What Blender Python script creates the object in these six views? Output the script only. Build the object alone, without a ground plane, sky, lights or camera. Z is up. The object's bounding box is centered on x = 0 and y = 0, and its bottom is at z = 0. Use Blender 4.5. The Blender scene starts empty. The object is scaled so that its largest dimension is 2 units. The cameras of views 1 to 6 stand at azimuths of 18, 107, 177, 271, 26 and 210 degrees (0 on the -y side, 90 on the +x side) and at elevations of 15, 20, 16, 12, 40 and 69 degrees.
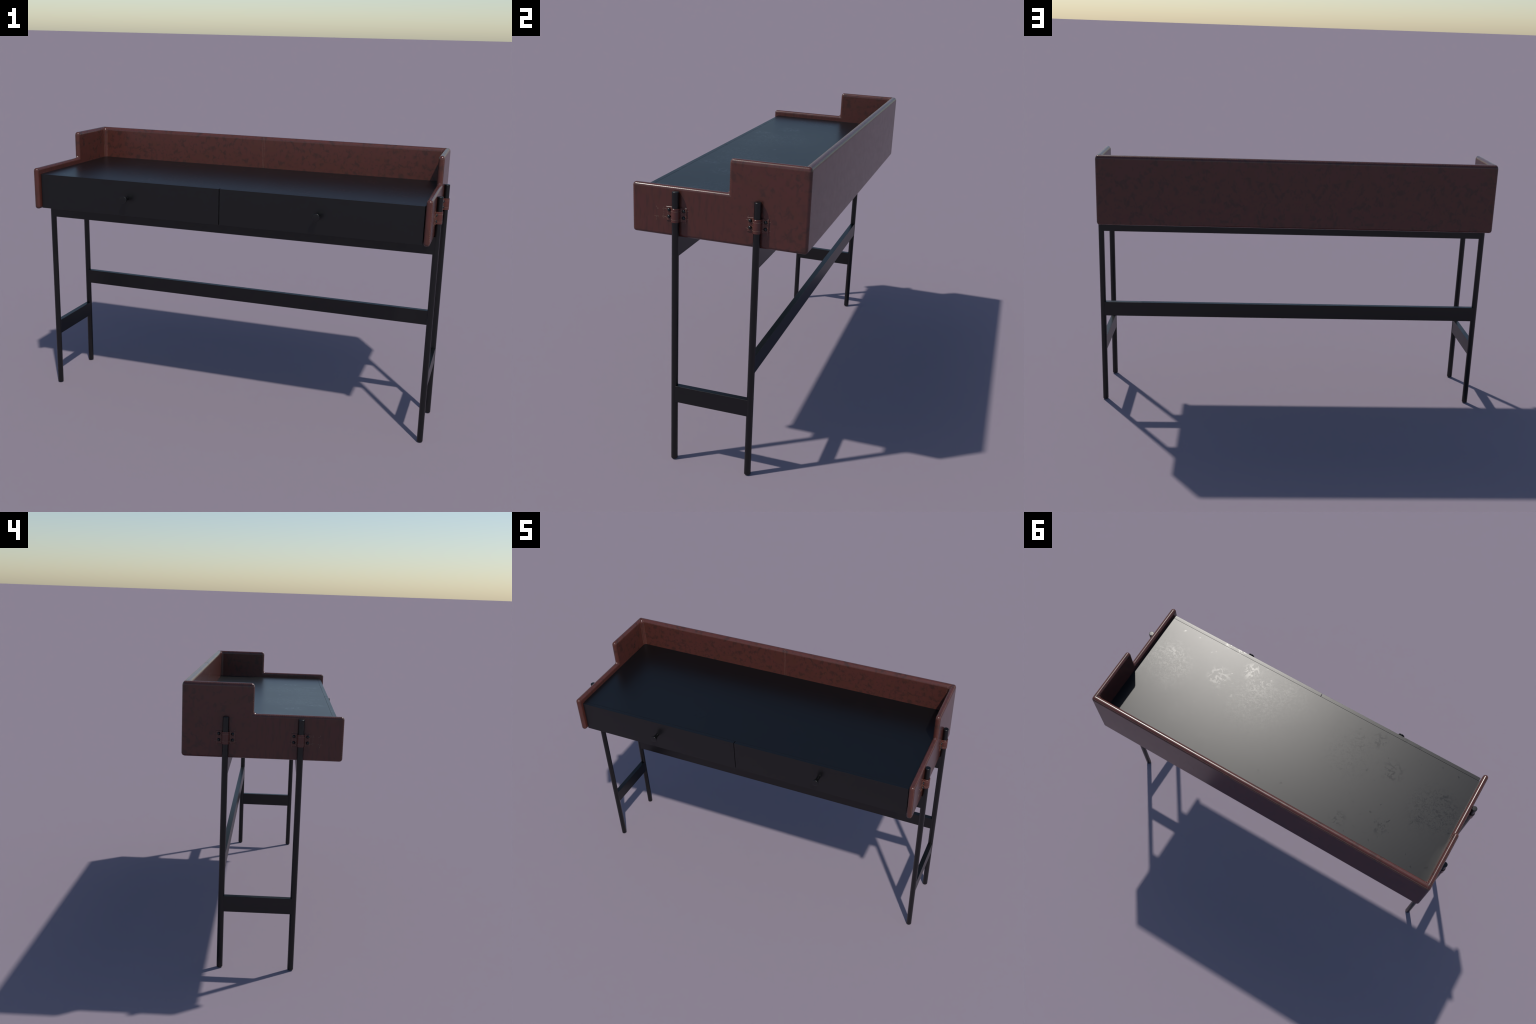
import bpy, bmesh, math
from mathutils import Vector
from mathutils.bvhtree import BVHTree

# ------------------------------------------------------------------ sizes (metres)
OUT_X, WALL_X = 0.9704, 0.0284         # leather surround: outer half width, side thickness
FRONT_Y, STEP_Y, BACK_Y = -0.3535, 0.0510, 0.3738
WALL_Y = 0.0345
Z_LOW, Z_STEP, Z_HIGH = 1.0108, 1.2148, 1.3504
EDGE_R = 0.0137                       # rounding of the padded leather edge
TOP_Z = 1.1845                        # writing surface
DRAWER_Y0, DRAWER_Y1 = -0.3328, -0.3135
DRAWER_Z0 = 1.0150
LEG_X, LEG_R, LEG_TOP = 0.9822, 0.0142, 1.1995
LEG_Y = (-0.162, 0.1743)
BAR_T = 0.0250                        # thickness of the flat steel rails

# ------------------------------------------------------------------ node helpers
def new_mat(name):
    m = bpy.data.materials.new(name)
    m.use_nodes = True
    nt = m.node_tree
    return m, nt, nt.nodes, nt.links, nt.nodes["Principled BSDF"]

def noise(nt, vec, scale, detail=3, rough=0.55, dist=0.0):
    n = nt.nodes.new("ShaderNodeTexNoise")
    n.inputs["Scale"].default_value = scale
    n.inputs["Detail"].default_value = detail
    n.inputs["Roughness"].default_value = rough
    n.inputs["Distortion"].default_value = dist
    nt.links.new(vec, n.inputs["Vector"])
    return n.outputs["Fac"]

def mapped(nt, scale=(1, 1, 1), loc=(0, 0, 0)):
    tc = nt.nodes.new("ShaderNodeTexCoord")
    mp = nt.nodes.new("ShaderNodeMapping")
    mp.inputs["Scale"].default_value = scale
    mp.inputs["Location"].default_value = loc
    nt.links.new(tc.outputs["Object"], mp.inputs["Vector"])
    return mp.outputs["Vector"]

def mirrored(nt, scale=(1, 1, 1), loc=(0, 0, 0)):
    """Object coordinates folded at the middle of the desk (left and right match)"""
    tc = nt.nodes.new("ShaderNodeTexCoord")
    sp = nt.nodes.new("ShaderNodeSeparateXYZ")
    cb = nt.nodes.new("ShaderNodeCombineXYZ")
    nt.links.new(tc.outputs["Object"], sp.inputs[0])
    ab = math_node(nt, 'ABSOLUTE', sp.outputs[0], 0)
    nt.links.new(ab, cb.inputs[0])
    nt.links.new(sp.outputs[1], cb.inputs[1])
    nt.links.new(sp.outputs[2], cb.inputs[2])
    mp = nt.nodes.new("ShaderNodeMapping")
    mp.inputs["Scale"].default_value = scale
    mp.inputs["Location"].default_value = loc
    nt.links.new(cb.outputs[0], mp.inputs["Vector"])
    return mp.outputs["Vector"], sp.outputs[1]

def ramp(nt, fac, a, b, ca=0.0, cb=1.0):
    n = nt.nodes.new("ShaderNodeMapRange")
    n.interpolation_type = 'SMOOTHSTEP'
    n.inputs["From Min"].default_value = a
    n.inputs["From Max"].default_value = b
    n.inputs["To Min"].default_value = ca
    n.inputs["To Max"].default_value = cb
    nt.links.new(fac, n.inputs["Value"])
    return n.outputs["Result"]

def math_node(nt, op, a, b):
    n = nt.nodes.new("ShaderNodeMath")
    n.operation = op
    for i, v in enumerate((a, b)):
        if isinstance(v, (int, float)):
            n.inputs[i].default_value = v
        else:
            nt.links.new(v, n.inputs[i])
    return n.outputs[0]

def mix_col(nt, fac, a, b):
    n = nt.nodes.new("ShaderNodeMix")
    n.data_type = 'RGBA'
    if isinstance(fac, (int, float)):
        n.inputs["Factor"].default_value = fac
    else:
        nt.links.new(fac, n.inputs["Factor"])
    for sock, v in ((n.inputs[6], a), (n.inputs[7], b)):
        if isinstance(v, tuple):
            sock.default_value = (*v, 1)
        else:
            nt.links.new(v, sock)
    return n.outputs[2]

def bump(nt, bsdf, height, strength, distance):
    n = nt.nodes.new("ShaderNodeBump")
    n.inputs["Strength"].default_value = strength
    n.inputs["Distance"].default_value = distance
    nt.links.new(height, n.inputs["Height"])
    nt.links.new(n.outputs["Normal"], bsdf.inputs["Normal"])

# ------------------------------------------------------------------ materials
LEATHER = (0.087, 0.0258, 0.0205)
LEATHER_DARK = (0.044, 0.0200, 0.0160)
LEATHER_WARM = (0.078, 0.0270, 0.0165)

def make_leather(name, blotch=1.0, lift=1.0, streaks=False):
    m, nt, nodes, links, b = new_mat(name)
    v, y = mirrored(nt, (1, 1, 0.85))
    spots = math_node(nt, 'MULTIPLY',
                      ramp(nt, noise(nt, v, 44, 3, 0.5, 0.5), 0.46, 0.68),
                      ramp(nt, noise(nt, v, 11, 2, 0.5), 0.34, 0.56))
    small = ramp(nt, noise(nt, mirrored(nt, (1, 1, 0.8), (2, 5, 3))[0], 70, 1), 0.58, 0.74)
    spots = math_node(nt, 'MAXIMUM', spots, math_node(nt, 'MULTIPLY', small, 0.6))
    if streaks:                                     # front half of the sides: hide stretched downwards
        vs, _ = mirrored(nt, (1, 1, 0.22), (1, 4, 2))
        st = ramp(nt, noise(nt, vs, 70, 3, 0.6), 0.44, 0.70, 0.0, 0.75)
        mask = ramp(nt, y, 0.09, -0.02)
        n = nodes.new("ShaderNodeMix")
        links.new(mask, n.inputs[0]); links.new(spots, n.inputs[2]); links.new(st, n.inputs[3])
        spots = n.outputs[0]
    warm = ramp(nt, noise(nt, mirrored(nt, (1, 1, 1), (3, 7, 1))[0], 15, 3), 0.42, 0.70)
    lf = lambda c: tuple(x * lift for x in c)
    c = mix_col(nt, math_node(nt, 'MULTIPLY', warm, 0.45), lf(LEATHER), lf(LEATHER_WARM))
    c = mix_col(nt, math_node(nt, 'MULTIPLY', spots, 0.84 * blotch), c, lf(LEATHER_DARK))
    links.new(c, b.inputs["Base Color"])
    links.new(ramp(nt, noise(nt, v, 30, 2), 0.3, 0.7, 0.24, 0.27), b.inputs["Roughness"])
    b.inputs["Specular IOR Level"].default_value = 0.5
    return m

M_LEATHER = make_leather("brown_leather")
M_SIDE = make_leather("brown_leather_streaked", 0.9, 1.0, True)
M_STRAP = make_leather("strap_leather", 0.35, 1.10)

def make_black(name, base, rough, smudge):
    m, nt, nodes, links, b = new_mat(name)
    b.inputs["Base Color"].default_value = (*base, 1)
    b.inputs["Specular IOR Level"].default_value = 0.5
    if smudge:
        v, _ = mirrored(nt)
        def blob(x, y, r):
            n = nodes.new("ShaderNodeVectorMath")
            n.operation = 'DISTANCE'
            links.new(v, n.inputs[0])
            n.inputs[1].default_value = (x, y, TOP_Z)
            return ramp(nt, n.outputs["Value"], r, r * 0.25)
        def union(blobs):
            out = blob(*blobs[0])
            for q in blobs[1:]:
                out = math_node(nt, 'MAXIMUM', out, blob(*q))
            return out
        # smeared prints: a few crisp hand marks, and wide areas of faint wiping
        prints = union([(0.53, -0.13, 0.085), (0.39, -0.25, 0.07), (0.31, -0.20, 0.095), (0.76, 0.04, 0.07),
                        (0.61, 0.165, 0.06), (0.41, 0.235, 0.06), (0.50, -0.335, 0.04), (0.58, -0.335, 0.04), (0.83, -0.13, 0.06), (0.89, -0.10, 0.05)])
        wiped = union([(0.82, -0.05, 0.20), (0.26, -0.10, 0.22), (0.12, -0.20, 0.16)])
        crisp = ramp(nt, noise(nt, v, 42, 5, 0.64, 1.0), 0.51, 0.565)
        grain = ramp(nt, noise(nt, v, 80, 4, 0.65, 1.2), 0.48, 0.62)
        fleck = ramp(nt, noise(nt, mirrored(nt, (1, 1, 1), (5, 2, 0))[0], 40, 2), 0.70, 0.74)
        s = math_node(nt, 'MAXIMUM', math_node(nt, 'MULTIPLY', prints, crisp),
                      math_node(nt, 'MULTIPLY', math_node(nt, 'MULTIPLY', wiped, grain), 0.85))
        s = math_node(nt, 'MAXIMUM', s, fleck)
        r = math_node(nt, 'SUBTRACT', rough, math_node(nt, 'MULTIPLY', s, smudge))
        links.new(r, b.inputs["Roughness"])
    else:
        b.inputs["Roughness"].default_value = rough
    return m

M_TOP = make_black("black_lacquer", (0.0022, 0.0022, 0.0026), 0.35, 0.065)
M_STEEL = make_black("black_steel", (0.0022, 0.0022, 0.0026), 0.35, 0)
M_RIVET = make_black("black_rivet", (0.003, 0.003, 0.0035), 0.30, 0)

M_THREAD, _nt, _n, _l, _b = new_mat("stitching_thread")
_b.inputs["Base Color"].default_value = (0.24, 0.155, 0.11, 1)
_b.inputs["Roughness"].default_value = 0.7

# ------------------------------------------------------------------ object helpers
ROOT = bpy.data.objects.new("writing_desk", None)
bpy.context.collection.objects.link(ROOT)
ROOT["label"] = "console desk with brown leather surround and thin black legs"
ROOT["category"] = "desk"

def add_obj(name, mesh, mat, parent=ROOT):
    ob = bpy.data.objects.new(name, mesh)
    bpy.context.collection.objects.link(ob)
    if not mesh.materials:
        mesh.materials.append(mat)
    ob.parent = parent
    return ob

def mesh_from_bm(bm, name, smooth_angle=35):
    bmesh.ops.recalc_face_normals(bm, faces=bm.faces)
    me = bpy.data.meshes.new(name)
    bm.to_mesh(me)
    bm.free()
    weighted_normals(me, smooth_angle)
    return me

def weighted_normals(me, angle):
    """area-weighted corner normals: flat faces stay flat, narrow bevels carry the bend"""
    lim = math.cos(math.radians(angle))
    around = [[] for _ in me.vertices]
    for p in me.polygons:
        p.use_smooth = True
        for v in p.vertices:
            around[v].append((p.normal.copy(), p.area))
    out = []
    for p in me.polygons:
        for v in p.vertices:
            n = Vector()
            for q, a in around[v]:
                if q.dot(p.normal) > lim:
                    n += q * a
            out.append(tuple(n.normalized()))
    me.normals_split_custom_set(out)

def box_mesh(name, lo, hi, bev=0.001, seg=2):
    bm = bmesh.new()
    bmesh.ops.create_cube(bm, size=1)
    for v in bm.verts:
        v.co = Vector([(lo[i] + hi[i]) / 2 + v.co[i] * (hi[i] - lo[i]) for i in range(3)])
    if bev:
        bmesh.ops.bevel(bm, geom=list(bm.edges), offset=bev, segments=seg, profile=0.5, affect='EDGES')
    return mesh_from_bm(bm, name, 50)

def lathe_mesh(name, profile, n=48, axis='Z'):
    """profile: (radius, height) pairs; closed on the axis at both ends."""
    bm = bmesh.new()
    rings = []
    for r, h in profile:
        ring = []
        for i in range(n if r > 0 else 1):
            a = 2 * math.pi * i / n
            x, y = r * math.cos(a), r * math.sin(a)
            ring.append(bm.verts.new((x, y, h) if axis == 'Z' else
                                     ((x, -h, y) if axis == '-Y' else (h, x, y))))
        rings.append(ring)
    for a, b in zip(rings, rings[1:]):
        for i in range(n):
            j = (i + 1) % n
            if len(a) == 1:
                bm.faces.new((a[0], b[i], b[j]))
            elif len(b) == 1:
                bm.faces.new((a[i], a[j], b[0]))
            else:
                bm.faces.new((a[i], a[j], b[j], b[i]))
    return mesh_from_bm(bm, name, 50)

def rounded(r, h0, h1, b0, b1, seg=5):
    """profile of a rod from h0 to h1 with rounded rims b0 (bottom) and b1 (top)."""
    p = [(0, h0)]
    for i in range(seg + 1):
        a = math.pi / 2 * i / seg
        p.append((r - b0 + b0 * math.sin(a), h0 + b0 - b0 * math.cos(a)))
    for i in range(seg + 1):
        a = math.pi / 2 * i / seg
        p.append((r - b1 + b1 * math.cos(a), h1 - b1 + b1 * math.sin(a)))
    p.append((0, h1))
    return p

# ------------------------------------------------------------------ leather surround
def surround_solid():
    ix, iy = OUT_X - WALL_X, BACK_Y - WALL_Y
    plan = {'a': (OUT_X, FRONT_Y), 'b': (OUT_X, STEP_Y), 'c': (OUT_X, BACK_Y),
            'd': (ix, iy), 'e': (ix, STEP_Y), 'f': (ix, FRONT_Y)}
    bm = bmesh.new()
    V = {}
    def vert(sgn, key, z):
        k = (sgn, key, z)
        if k not in V:
            x, y = plan[key]
            V[k] = bm.verts.new((sgn * x, y, z))
        return V[k]
    for s in (1, -1):
        v = lambda key, z: vert(s, key, z)
        L, S, H = Z_LOW, Z_STEP, Z_HIGH
        quads = [
            [v('a', S), v('b', S), v('e', S), v('f', S)],          # low top
            [v('a', L), v('f', L), v('f', S), v('a', S)],          # front end
            [v('b', S), v('b', H), v('e', H), v('e', S)],          # riser of the step
            [v('b', H), v('c', H), v('d', H), v('e', H)],          # high top
            [v('a', L), v('b', L), v('e', L), v('f', L)],          # underside
            [v('b', L), v('c', L), v('d', L), v('e', L)],
            # outer and inner faces as single L-shaped polygons
            [v('a', L), v('a', S), v('b', S), v('b', H), v('c', H), v('c', L), v('b', L)],
            [v('f', L), v('f', S), v('e', S), v('e', H), v('d', H), v('d', L), v('e', L)],
        ]
        for q in quads:
            bm.faces.new(q)
    v = vert
    for z in (Z_LOW, Z_HIGH):
        bm.faces.new([v(1, 'c', z), v(-1, 'c', z), v(-1, 'd', z), v(1, 'd', z)])
    bm.faces.new([v(1, 'c', Z_LOW), v(1, 'c', Z_HIGH), v(-1, 'c', Z_HIGH), v(-1, 'c', Z_LOW)])
    bm.faces.new([v(1, 'd', Z_LOW), v(1, 'd', Z_HIGH), v(-1, 'd', Z_HIGH), v(-1, 'd', Z_LOW)])
    bmesh.ops.recalc_face_normals(bm, faces=bm.faces)
    me = bpy.data.meshes.new("surround")
    bm.to_mesh(me)
    bm.free()
    for p in me.polygons:
        p.use_smooth = True
    ob = bpy.data.objects.new("surround", me)
    bpy.context.collection.objects.link(ob)
    md = ob.modifiers.new("round", 'BEVEL')
    md.width = EDGE_R
    md.segments = 8
    md.limit_method = 'ANGLE'
    md.angle_limit = math.radians(40)
    md.use_clamp_overlap = False
    dg = bpy.context.evaluated_depsgraph_get()
    out = bpy.data.meshes.new_from_object(ob.evaluated_get(dg))
    bpy.data.objects.remove(ob)
    return out

whole = surround_solid()
for vtx in whole.vertices:                            # the tall rim is padded: its rounding runs further down
    d = Z_HIGH - vtx.co.z
    if d < EDGE_R + 1e-4:
        vtx.co.z = Z_HIGH - 1.35 * d
whole.update()
weighted_normals(whole, 60)
corner_n = [tuple(c.vector) for c in whole.corner_normals]

def region(name, test):
    """cut a region of the seamless surround out, keeping the whole body's normals"""
    verts, index, faces, normals = [], {}, [], []
    for p in whole.polygons:
        if not test(p.center):
            continue
        f = []
        for li in p.loop_indices:
            vi = whole.loops[li].vertex_index
            if vi not in index:
                index[vi] = len(verts)
                verts.append(tuple(whole.vertices[vi].co))
            f.append(index[vi])
            normals.append(corner_n[li])
        faces.append(f)
    me = bpy.data.meshes.new(name)
    me.from_pydata(verts, [], faces)
    for p in me.polygons:
        p.use_smooth = True
    me.normals_split_custom_set(normals)
    return me

side_panels = []
for s in (1, -1):
    side_panels.append(add_obj("side_panel", region("side_panel", lambda c, s=s: s * c.x > 0.88), M_SIDE))
back_panel = add_obj("back_panel", region("back_panel", lambda c: abs(c.x) <= 0.88), M_LEATHER)
surround_tree = BVHTree.FromPolygons([v.co.copy() for v in whole.vertices],
                                     [tuple(p.vertices) for p in whole.polygons])

# ------------------------------------------------------------------ stitching
def densify(pts, step=0.0012):
    out = [Vector(pts[0])]
    for a, b in zip(pts, pts[1:]):
        a, b = Vector(a), Vector(b)
        n = max(1, int((b - a).length / step))
        out += [a.lerp(b, i / n) for i in range(1, n + 1)]
    return out

def stitch_into(bm, pts, tree=None, dash=0.0058, gap=0.0014, r=0.00042, lift=0.0001):
    """row of short thread dashes along a path, laid on the surface of `tree`"""
    p = densify(pts)
    nrm = [Vector((0, 0, 1))] * len(p)
    if tree:
        q = []
        for i, co in enumerate(p):
            loc, nn, _, _ = tree.find_nearest(co)
            q.append(loc + nn * lift)
            nrm[i] = nn
        p = q
    run, start = 0.0, 0
    segs, cur = [], [p[0]]
    acc, on = 0.0, True
    for a, b in zip(p, p[1:]):
        acc += (b - a).length
        if on:
            cur.append(b)
            if acc >= dash:
                segs.append(cur)
                cur, acc, on = [], 0.0, False
        elif acc >= gap:
            cur, acc, on = [b], 0.0, True
    if on and len(cur) > 2:
        segs.append(cur)
    n = 6
    for sg in segs:
        if len(sg) < 2:
            continue
        rings = []
        for i, co in enumerate(sg):
            t = (sg[min(i + 1, len(sg) - 1)] - sg[max(i - 1, 0)]).normalized()
            u = t.orthogonal().normalized()
            w = t.cross(u)
            rr = r * (0.45 if i in (0, len(sg) - 1) else 1.0)
            rings.append([bm.verts.new(co + (u * math.cos(2 * math.pi * k / n) + w * math.sin(2 * math.pi * k / n)) * rr)
                          for k in range(n)])
        for A, B in zip(rings, rings[1:]):
            for k in range(n):
                bm.faces.new((A[k], A[(k + 1) % n], B[(k + 1) % n], B[k]))
        bm.faces.new(rings[0][::-1])
        bm.faces.new(rings[-1])

def round_path(pts, r, seg=6):
    out = [Vector(pts[0])]
    for a, b, c in zip(pts, pts[1:], pts[2:]):
        a, b, c = Vector(a), Vector(b), Vector(c)
        p0, p1 = b + (a - b).normalized() * r, b + (c - b).normalized() * r
        for i in range(seg + 1):
            t = i / seg
            out.append(p0 * (1 - t) ** 2 + b * 2 * t * (1 - t) + p1 * t * t)
    out.append(Vector(pts[-1]))
    return out

k = 0.0042                                            # half way round the padded edge
for s, panel in zip((1, -1), side_panels):
    bm = bmesh.new()
    x = s * (OUT_X - k)
    path = [(x, FRONT_Y + k, Z_LOW + 0.006), (x, FRONT_Y + k, Z_STEP - k), (x, STEP_Y + k, Z_STEP - k),
            (x, STEP_Y + k, Z_HIGH - k), (x, BACK_Y - k, Z_HIGH - k)]
    stitch_into(bm, round_path(path, EDGE_R), surround_tree)
    # pair of seams folded over the inside corner
    ix, iy, d = OUT_X - WALL_X, BACK_Y - WALL_Y, 0.0245
    for px, py in ((ix, iy - EDGE_R), (ix - EDGE_R, iy)):
        stitch_into(bm, [(s * px, py, TOP_Z + 0.001), (s * px, py, Z_HIGH - EDGE_R),
                         (s * (px + 0.004), py + 0.004, Z_HIGH - k), (s * (px + 0.010), py + 0.010, Z_HIGH),
                         (s * (px + d - 0.008), py + d - 0.008, Z_HIGH),
                         (s * (px + d), py + d, Z_HIGH - k)], surround_tree)
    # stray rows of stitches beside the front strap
    xo = s * OUT_X
    for (y0, z0), (y1, z1) in (((-0.2165, 1.128), (-0.2165, 1.081)), ((-0.209, 1.1212), (-0.2225, 1.1212)),
                               ((-0.209, 1.0894), (-0.2245, 1.0894)), ((-0.2395, 1.1195), (-0.2490, 1.1195)),
                               ((-0.2490, 1.1290), (-0.2490, 1.1195)), ((-0.2390, 1.0870), (-0.2585, 1.0870)),
                               ((-0.2490, 1.0865), (-0.2490, 1.0690))):
        stitch_into(bm, [(xo, y0, z0), (xo, y1, z1)], surround_tree, r=0.00045, lift=0.0)
    ob = add_obj("edge_stitching", mesh_from_bm(bm, "edge_stitching"), M_THREAD, panel)
    ob["kind"] = "stuff"

bm = bmesh.new()
stitch_into(bm, [(-OUT_X + 0.012, BACK_Y - k, Z_HIGH - k), (OUT_X - 0.012, BACK_Y - k, Z_HIGH - k)], surround_tree)
for x in (-0.0038, 0.0038):                           # double seam in the middle of the back
    iy = BACK_Y - WALL_Y
    stitch_into(bm, [(x, iy, TOP_Z + 0.001), (x, iy, Z_HIGH - EDGE_R), (x, iy + k, Z_HIGH - k), (x, iy + EDGE_R, Z_HIGH),
                     (x, BACK_Y - EDGE_R, Z_HIGH), (x, BACK_Y - k, Z_HIGH - k)], surround_tree, r=0.00033)
ob = add_obj("edge_stitching", mesh_from_bm(bm, "edge_stitching"), M_THREAD, back_panel)
ob["kind"] = "stuff"

# ------------------------------------------------------------------ desk body
IX = OUT_X - WALL_X
add_obj("desktop", box_mesh("desktop", (-IX - 0.004, DRAWER_Y1 + 0.0007, TOP_Z - 0.020), (IX + 0.004, BACK_Y - WALL_Y + 0.004, TOP_Z), 0.0006), M_TOP)
add_obj("carcass", box_mesh("carcass", (-IX + 0.003, DRAWER_Y1 + 0.003, DRAWER_Z0 + 0.002), (IX - 0.003, BACK_Y - WALL_Y - 0.002, TOP_Z - 0.0205), 0.0006), M_TOP)

KNOB = []
def knob_profile():
    L, R, W, B = DRAWER_Y0 + 0.3738, 0.0174, 0.0088, 0.0088   # length, head, waist and foot radii
    w = 0.28                                                  # where the waist sits
    p = [(0, 0)]
    for i in range(15):
        t = i / 14
        r = W + (B - W) * (1 - t / w) ** 2 if t < w else W + (R - 0.0005 - W) * ((t - w) / (1 - w)) ** 1.6
        p.append((r, (L - 0.0035) * t))
    p += [(R, L - 0.0030), (R, L - 0.0016), (R - 0.0005, L - 0.0006), (R - 0.0014, L), (0, L)]
    return p
knob_me = lathe_mesh("knob", knob_profile(), 48, '-Y')
for s in (-1, 1):
    x0, x1 = sorted((s * 0.0016, s * (IX - 0.0042)))
    front = add_obj("drawer_front", box_mesh("drawer_front", (x0, DRAWER_Y0, DRAWER_Z0), (x1, DRAWER_Y1, TOP_Z), 0.0006), M_TOP)
    kn = add_obj("knob", knob_me, M_TOP, front)
    kn.location = (s * 0.4705, DRAWER_Y0, 1.1005)

# ------------------------------------------------------------------ steel frame
leg_me = lathe_mesh("leg", rounded(LEG_R, 0.0, LEG_TOP, 0.0045, 0.0030), 48)
for s in (1, -1):
    for y in LEG_Y:
        add_obj("leg", leg_me, M_STEEL).location = (s * LEG_X, y, 0)

h = BAR_T / 2
for y in LEG_Y:                                       # rails under the box, leg to leg
    add_obj("apron_rail", box_mesh("apron_rail", (-LEG_X, y - h, 0.9350), (LEG_X, y + h, DRAWER_Z0 + 0.001), 0.0006), M_STEEL)
add_obj("back_stretcher", box_mesh("back_stretcher", (-LEG_X, LEG_Y[1] - h, 0.4788), (LEG_X, LEG_Y[1] + h, 0.5536), 0.0006), M_STEEL)
for s in (1, -1):
    add_obj("side_stretcher", box_mesh("side_stretcher", (s * LEG_X - h, LEG_Y[0], 0.2830), (s * LEG_X + h, LEG_Y[1], 0.3585), 0.0006), M_STEEL)

# ------------------------------------------------------------------ leather straps with rivets
STRAP_T, STRAP_W = 0.0028, 0.0430
SZ0, SZ1 = 1.0766, 1.1330

def strap_path(offset):
    """half section from wing end to wing end, at `offset` off the leather face (local, +x outwards)"""
    R = LEG_R + 0.0004 + offset
    c = LEG_X - OUT_X
    pts = [(offset, -STRAP_W), (offset, -STRAP_W * 0.75), (offset, -R - 0.0030), (offset + 0.0008, -R - 0.0008), (offset + 0.0030, -R)]
    n = 16
    for i in range(n + 1):
        a = -math.pi / 2 + math.pi * i / n
        pts.append((c + R * math.cos(a), R * math.sin(a)))
    pts += [(x, -y) for x, y in pts[4::-1]]
    return pts

def strap_mesh(s):
    inner, outer = strap_path(0.0), strap_path(STRAP_T)
    bm = bmesh.new()
    loops = []
    b = 0.0007
    # thickness ring: rounded at top and bottom edges of the strip
    for frac, z in ((0.0, SZ0), (1 - b / STRAP_T, SZ0), (1.0, SZ0 + b), (1.0, SZ1 - b), (1 - b / STRAP_T, SZ1), (0.0, SZ1)):
        loops.append([bm.verts.new((s * (a[0] + (o[0] - a[0]) * frac), a[1] + (o[1] - a[1]) * frac, z))
                      for a, o in zip(inner, outer)])
    n = len(loops)
    for i in range(n):
        A, B = loops[i], loops[(i + 1) % n]
        for j in range(len(A) - 1):
            bm.faces.new((A[j], A[j + 1], B[j + 1], B[j]))
    bm.faces.new([l[0] for l in loops])
    bm.faces.new([l[-1] for l in loops])
    return mesh_from_bm(bm, "leg_strap", 40)

def strap_stitch_mesh(s):
    bm = bmesh.new()
    face = [Vector((s * x, y, 0)) for x, y in strap_path(STRAP_T + 0.0001)]
    for z in (SZ0 + 0.0115, SZ1 - 0.0115):
        stitch_into(bm, [p + Vector((0, 0, z)) for p in face], r=0.00052, dash=0.0050, gap=0.0014)
    x = s * (STRAP_T + 0.0001)
    for y in (-STRAP_W + 0.0045, -LEG_R - 0.0075, LEG_R + 0.0075, STRAP_W - 0.0045):
        stitch_into(bm, [(x, y, SZ0 + 0.0015), (x, y, SZ1 - 0.0015)], r=0.00052, dash=0.0050, gap=0.0014)
    # rows overshoot the wings onto the panel
    x = s * 0.0002
    for sg in (1, -1):
        for z in (SZ0 + 0.0115, SZ1 - 0.0115):
            stitch_into(bm, [(x, sg * (STRAP_W + 0.001), z), (x, sg * (STRAP_W + 0.0095), z)], r=0.00045)
        y = sg * (STRAP_W - 0.0045)
        stitch_into(bm, [(x, y, SZ1 + 0.0008), (x, y, SZ1 + 0.0065)], r=0.00045)
        stitch_into(bm, [(x, y, SZ0 - 0.0008), (x, y, SZ0 - 0.0065)], r=0.00045)
    return mesh_from_bm(bm, "strap_stitching")

RV = 0.0072
rivet_me = {s: lathe_mesh("rivet", [(r * RV, s * h_ * RV) for r, h_ in
            ((0, 0), (0.92, 0), (1.0, 0.10))] +
            [(RV * math.cos(a * math.pi / 16), s * RV * (0.10 + 0.78 * math.sin(a * math.pi / 16))) for a in range(1, 8)] +
            [(0, s * RV * 0.88)], 24, 'X') for s in (1, -1)}

for s in (1, -1):
    me_strap, me_st = strap_mesh(s), strap_stitch_mesh(s)
    for y in LEG_Y:
        st = add_obj("leg_strap", me_strap, M_STRAP)
        st.location = (s * (OUT_X + 0.0002), y, 0)
        so = add_obj("strap_stitching", me_st, M_THREAD, st)
        so["kind"] = "stuff"
        for dy in (-0.0310, 0.0310):
            for z in (1.0930, 1.1207):
                rv = add_obj("rivet", rivet_me[s], M_RIVET, st)
                rv.location = (s * STRAP_T, dy, z)

bpy.data.meshes.remove(whole)
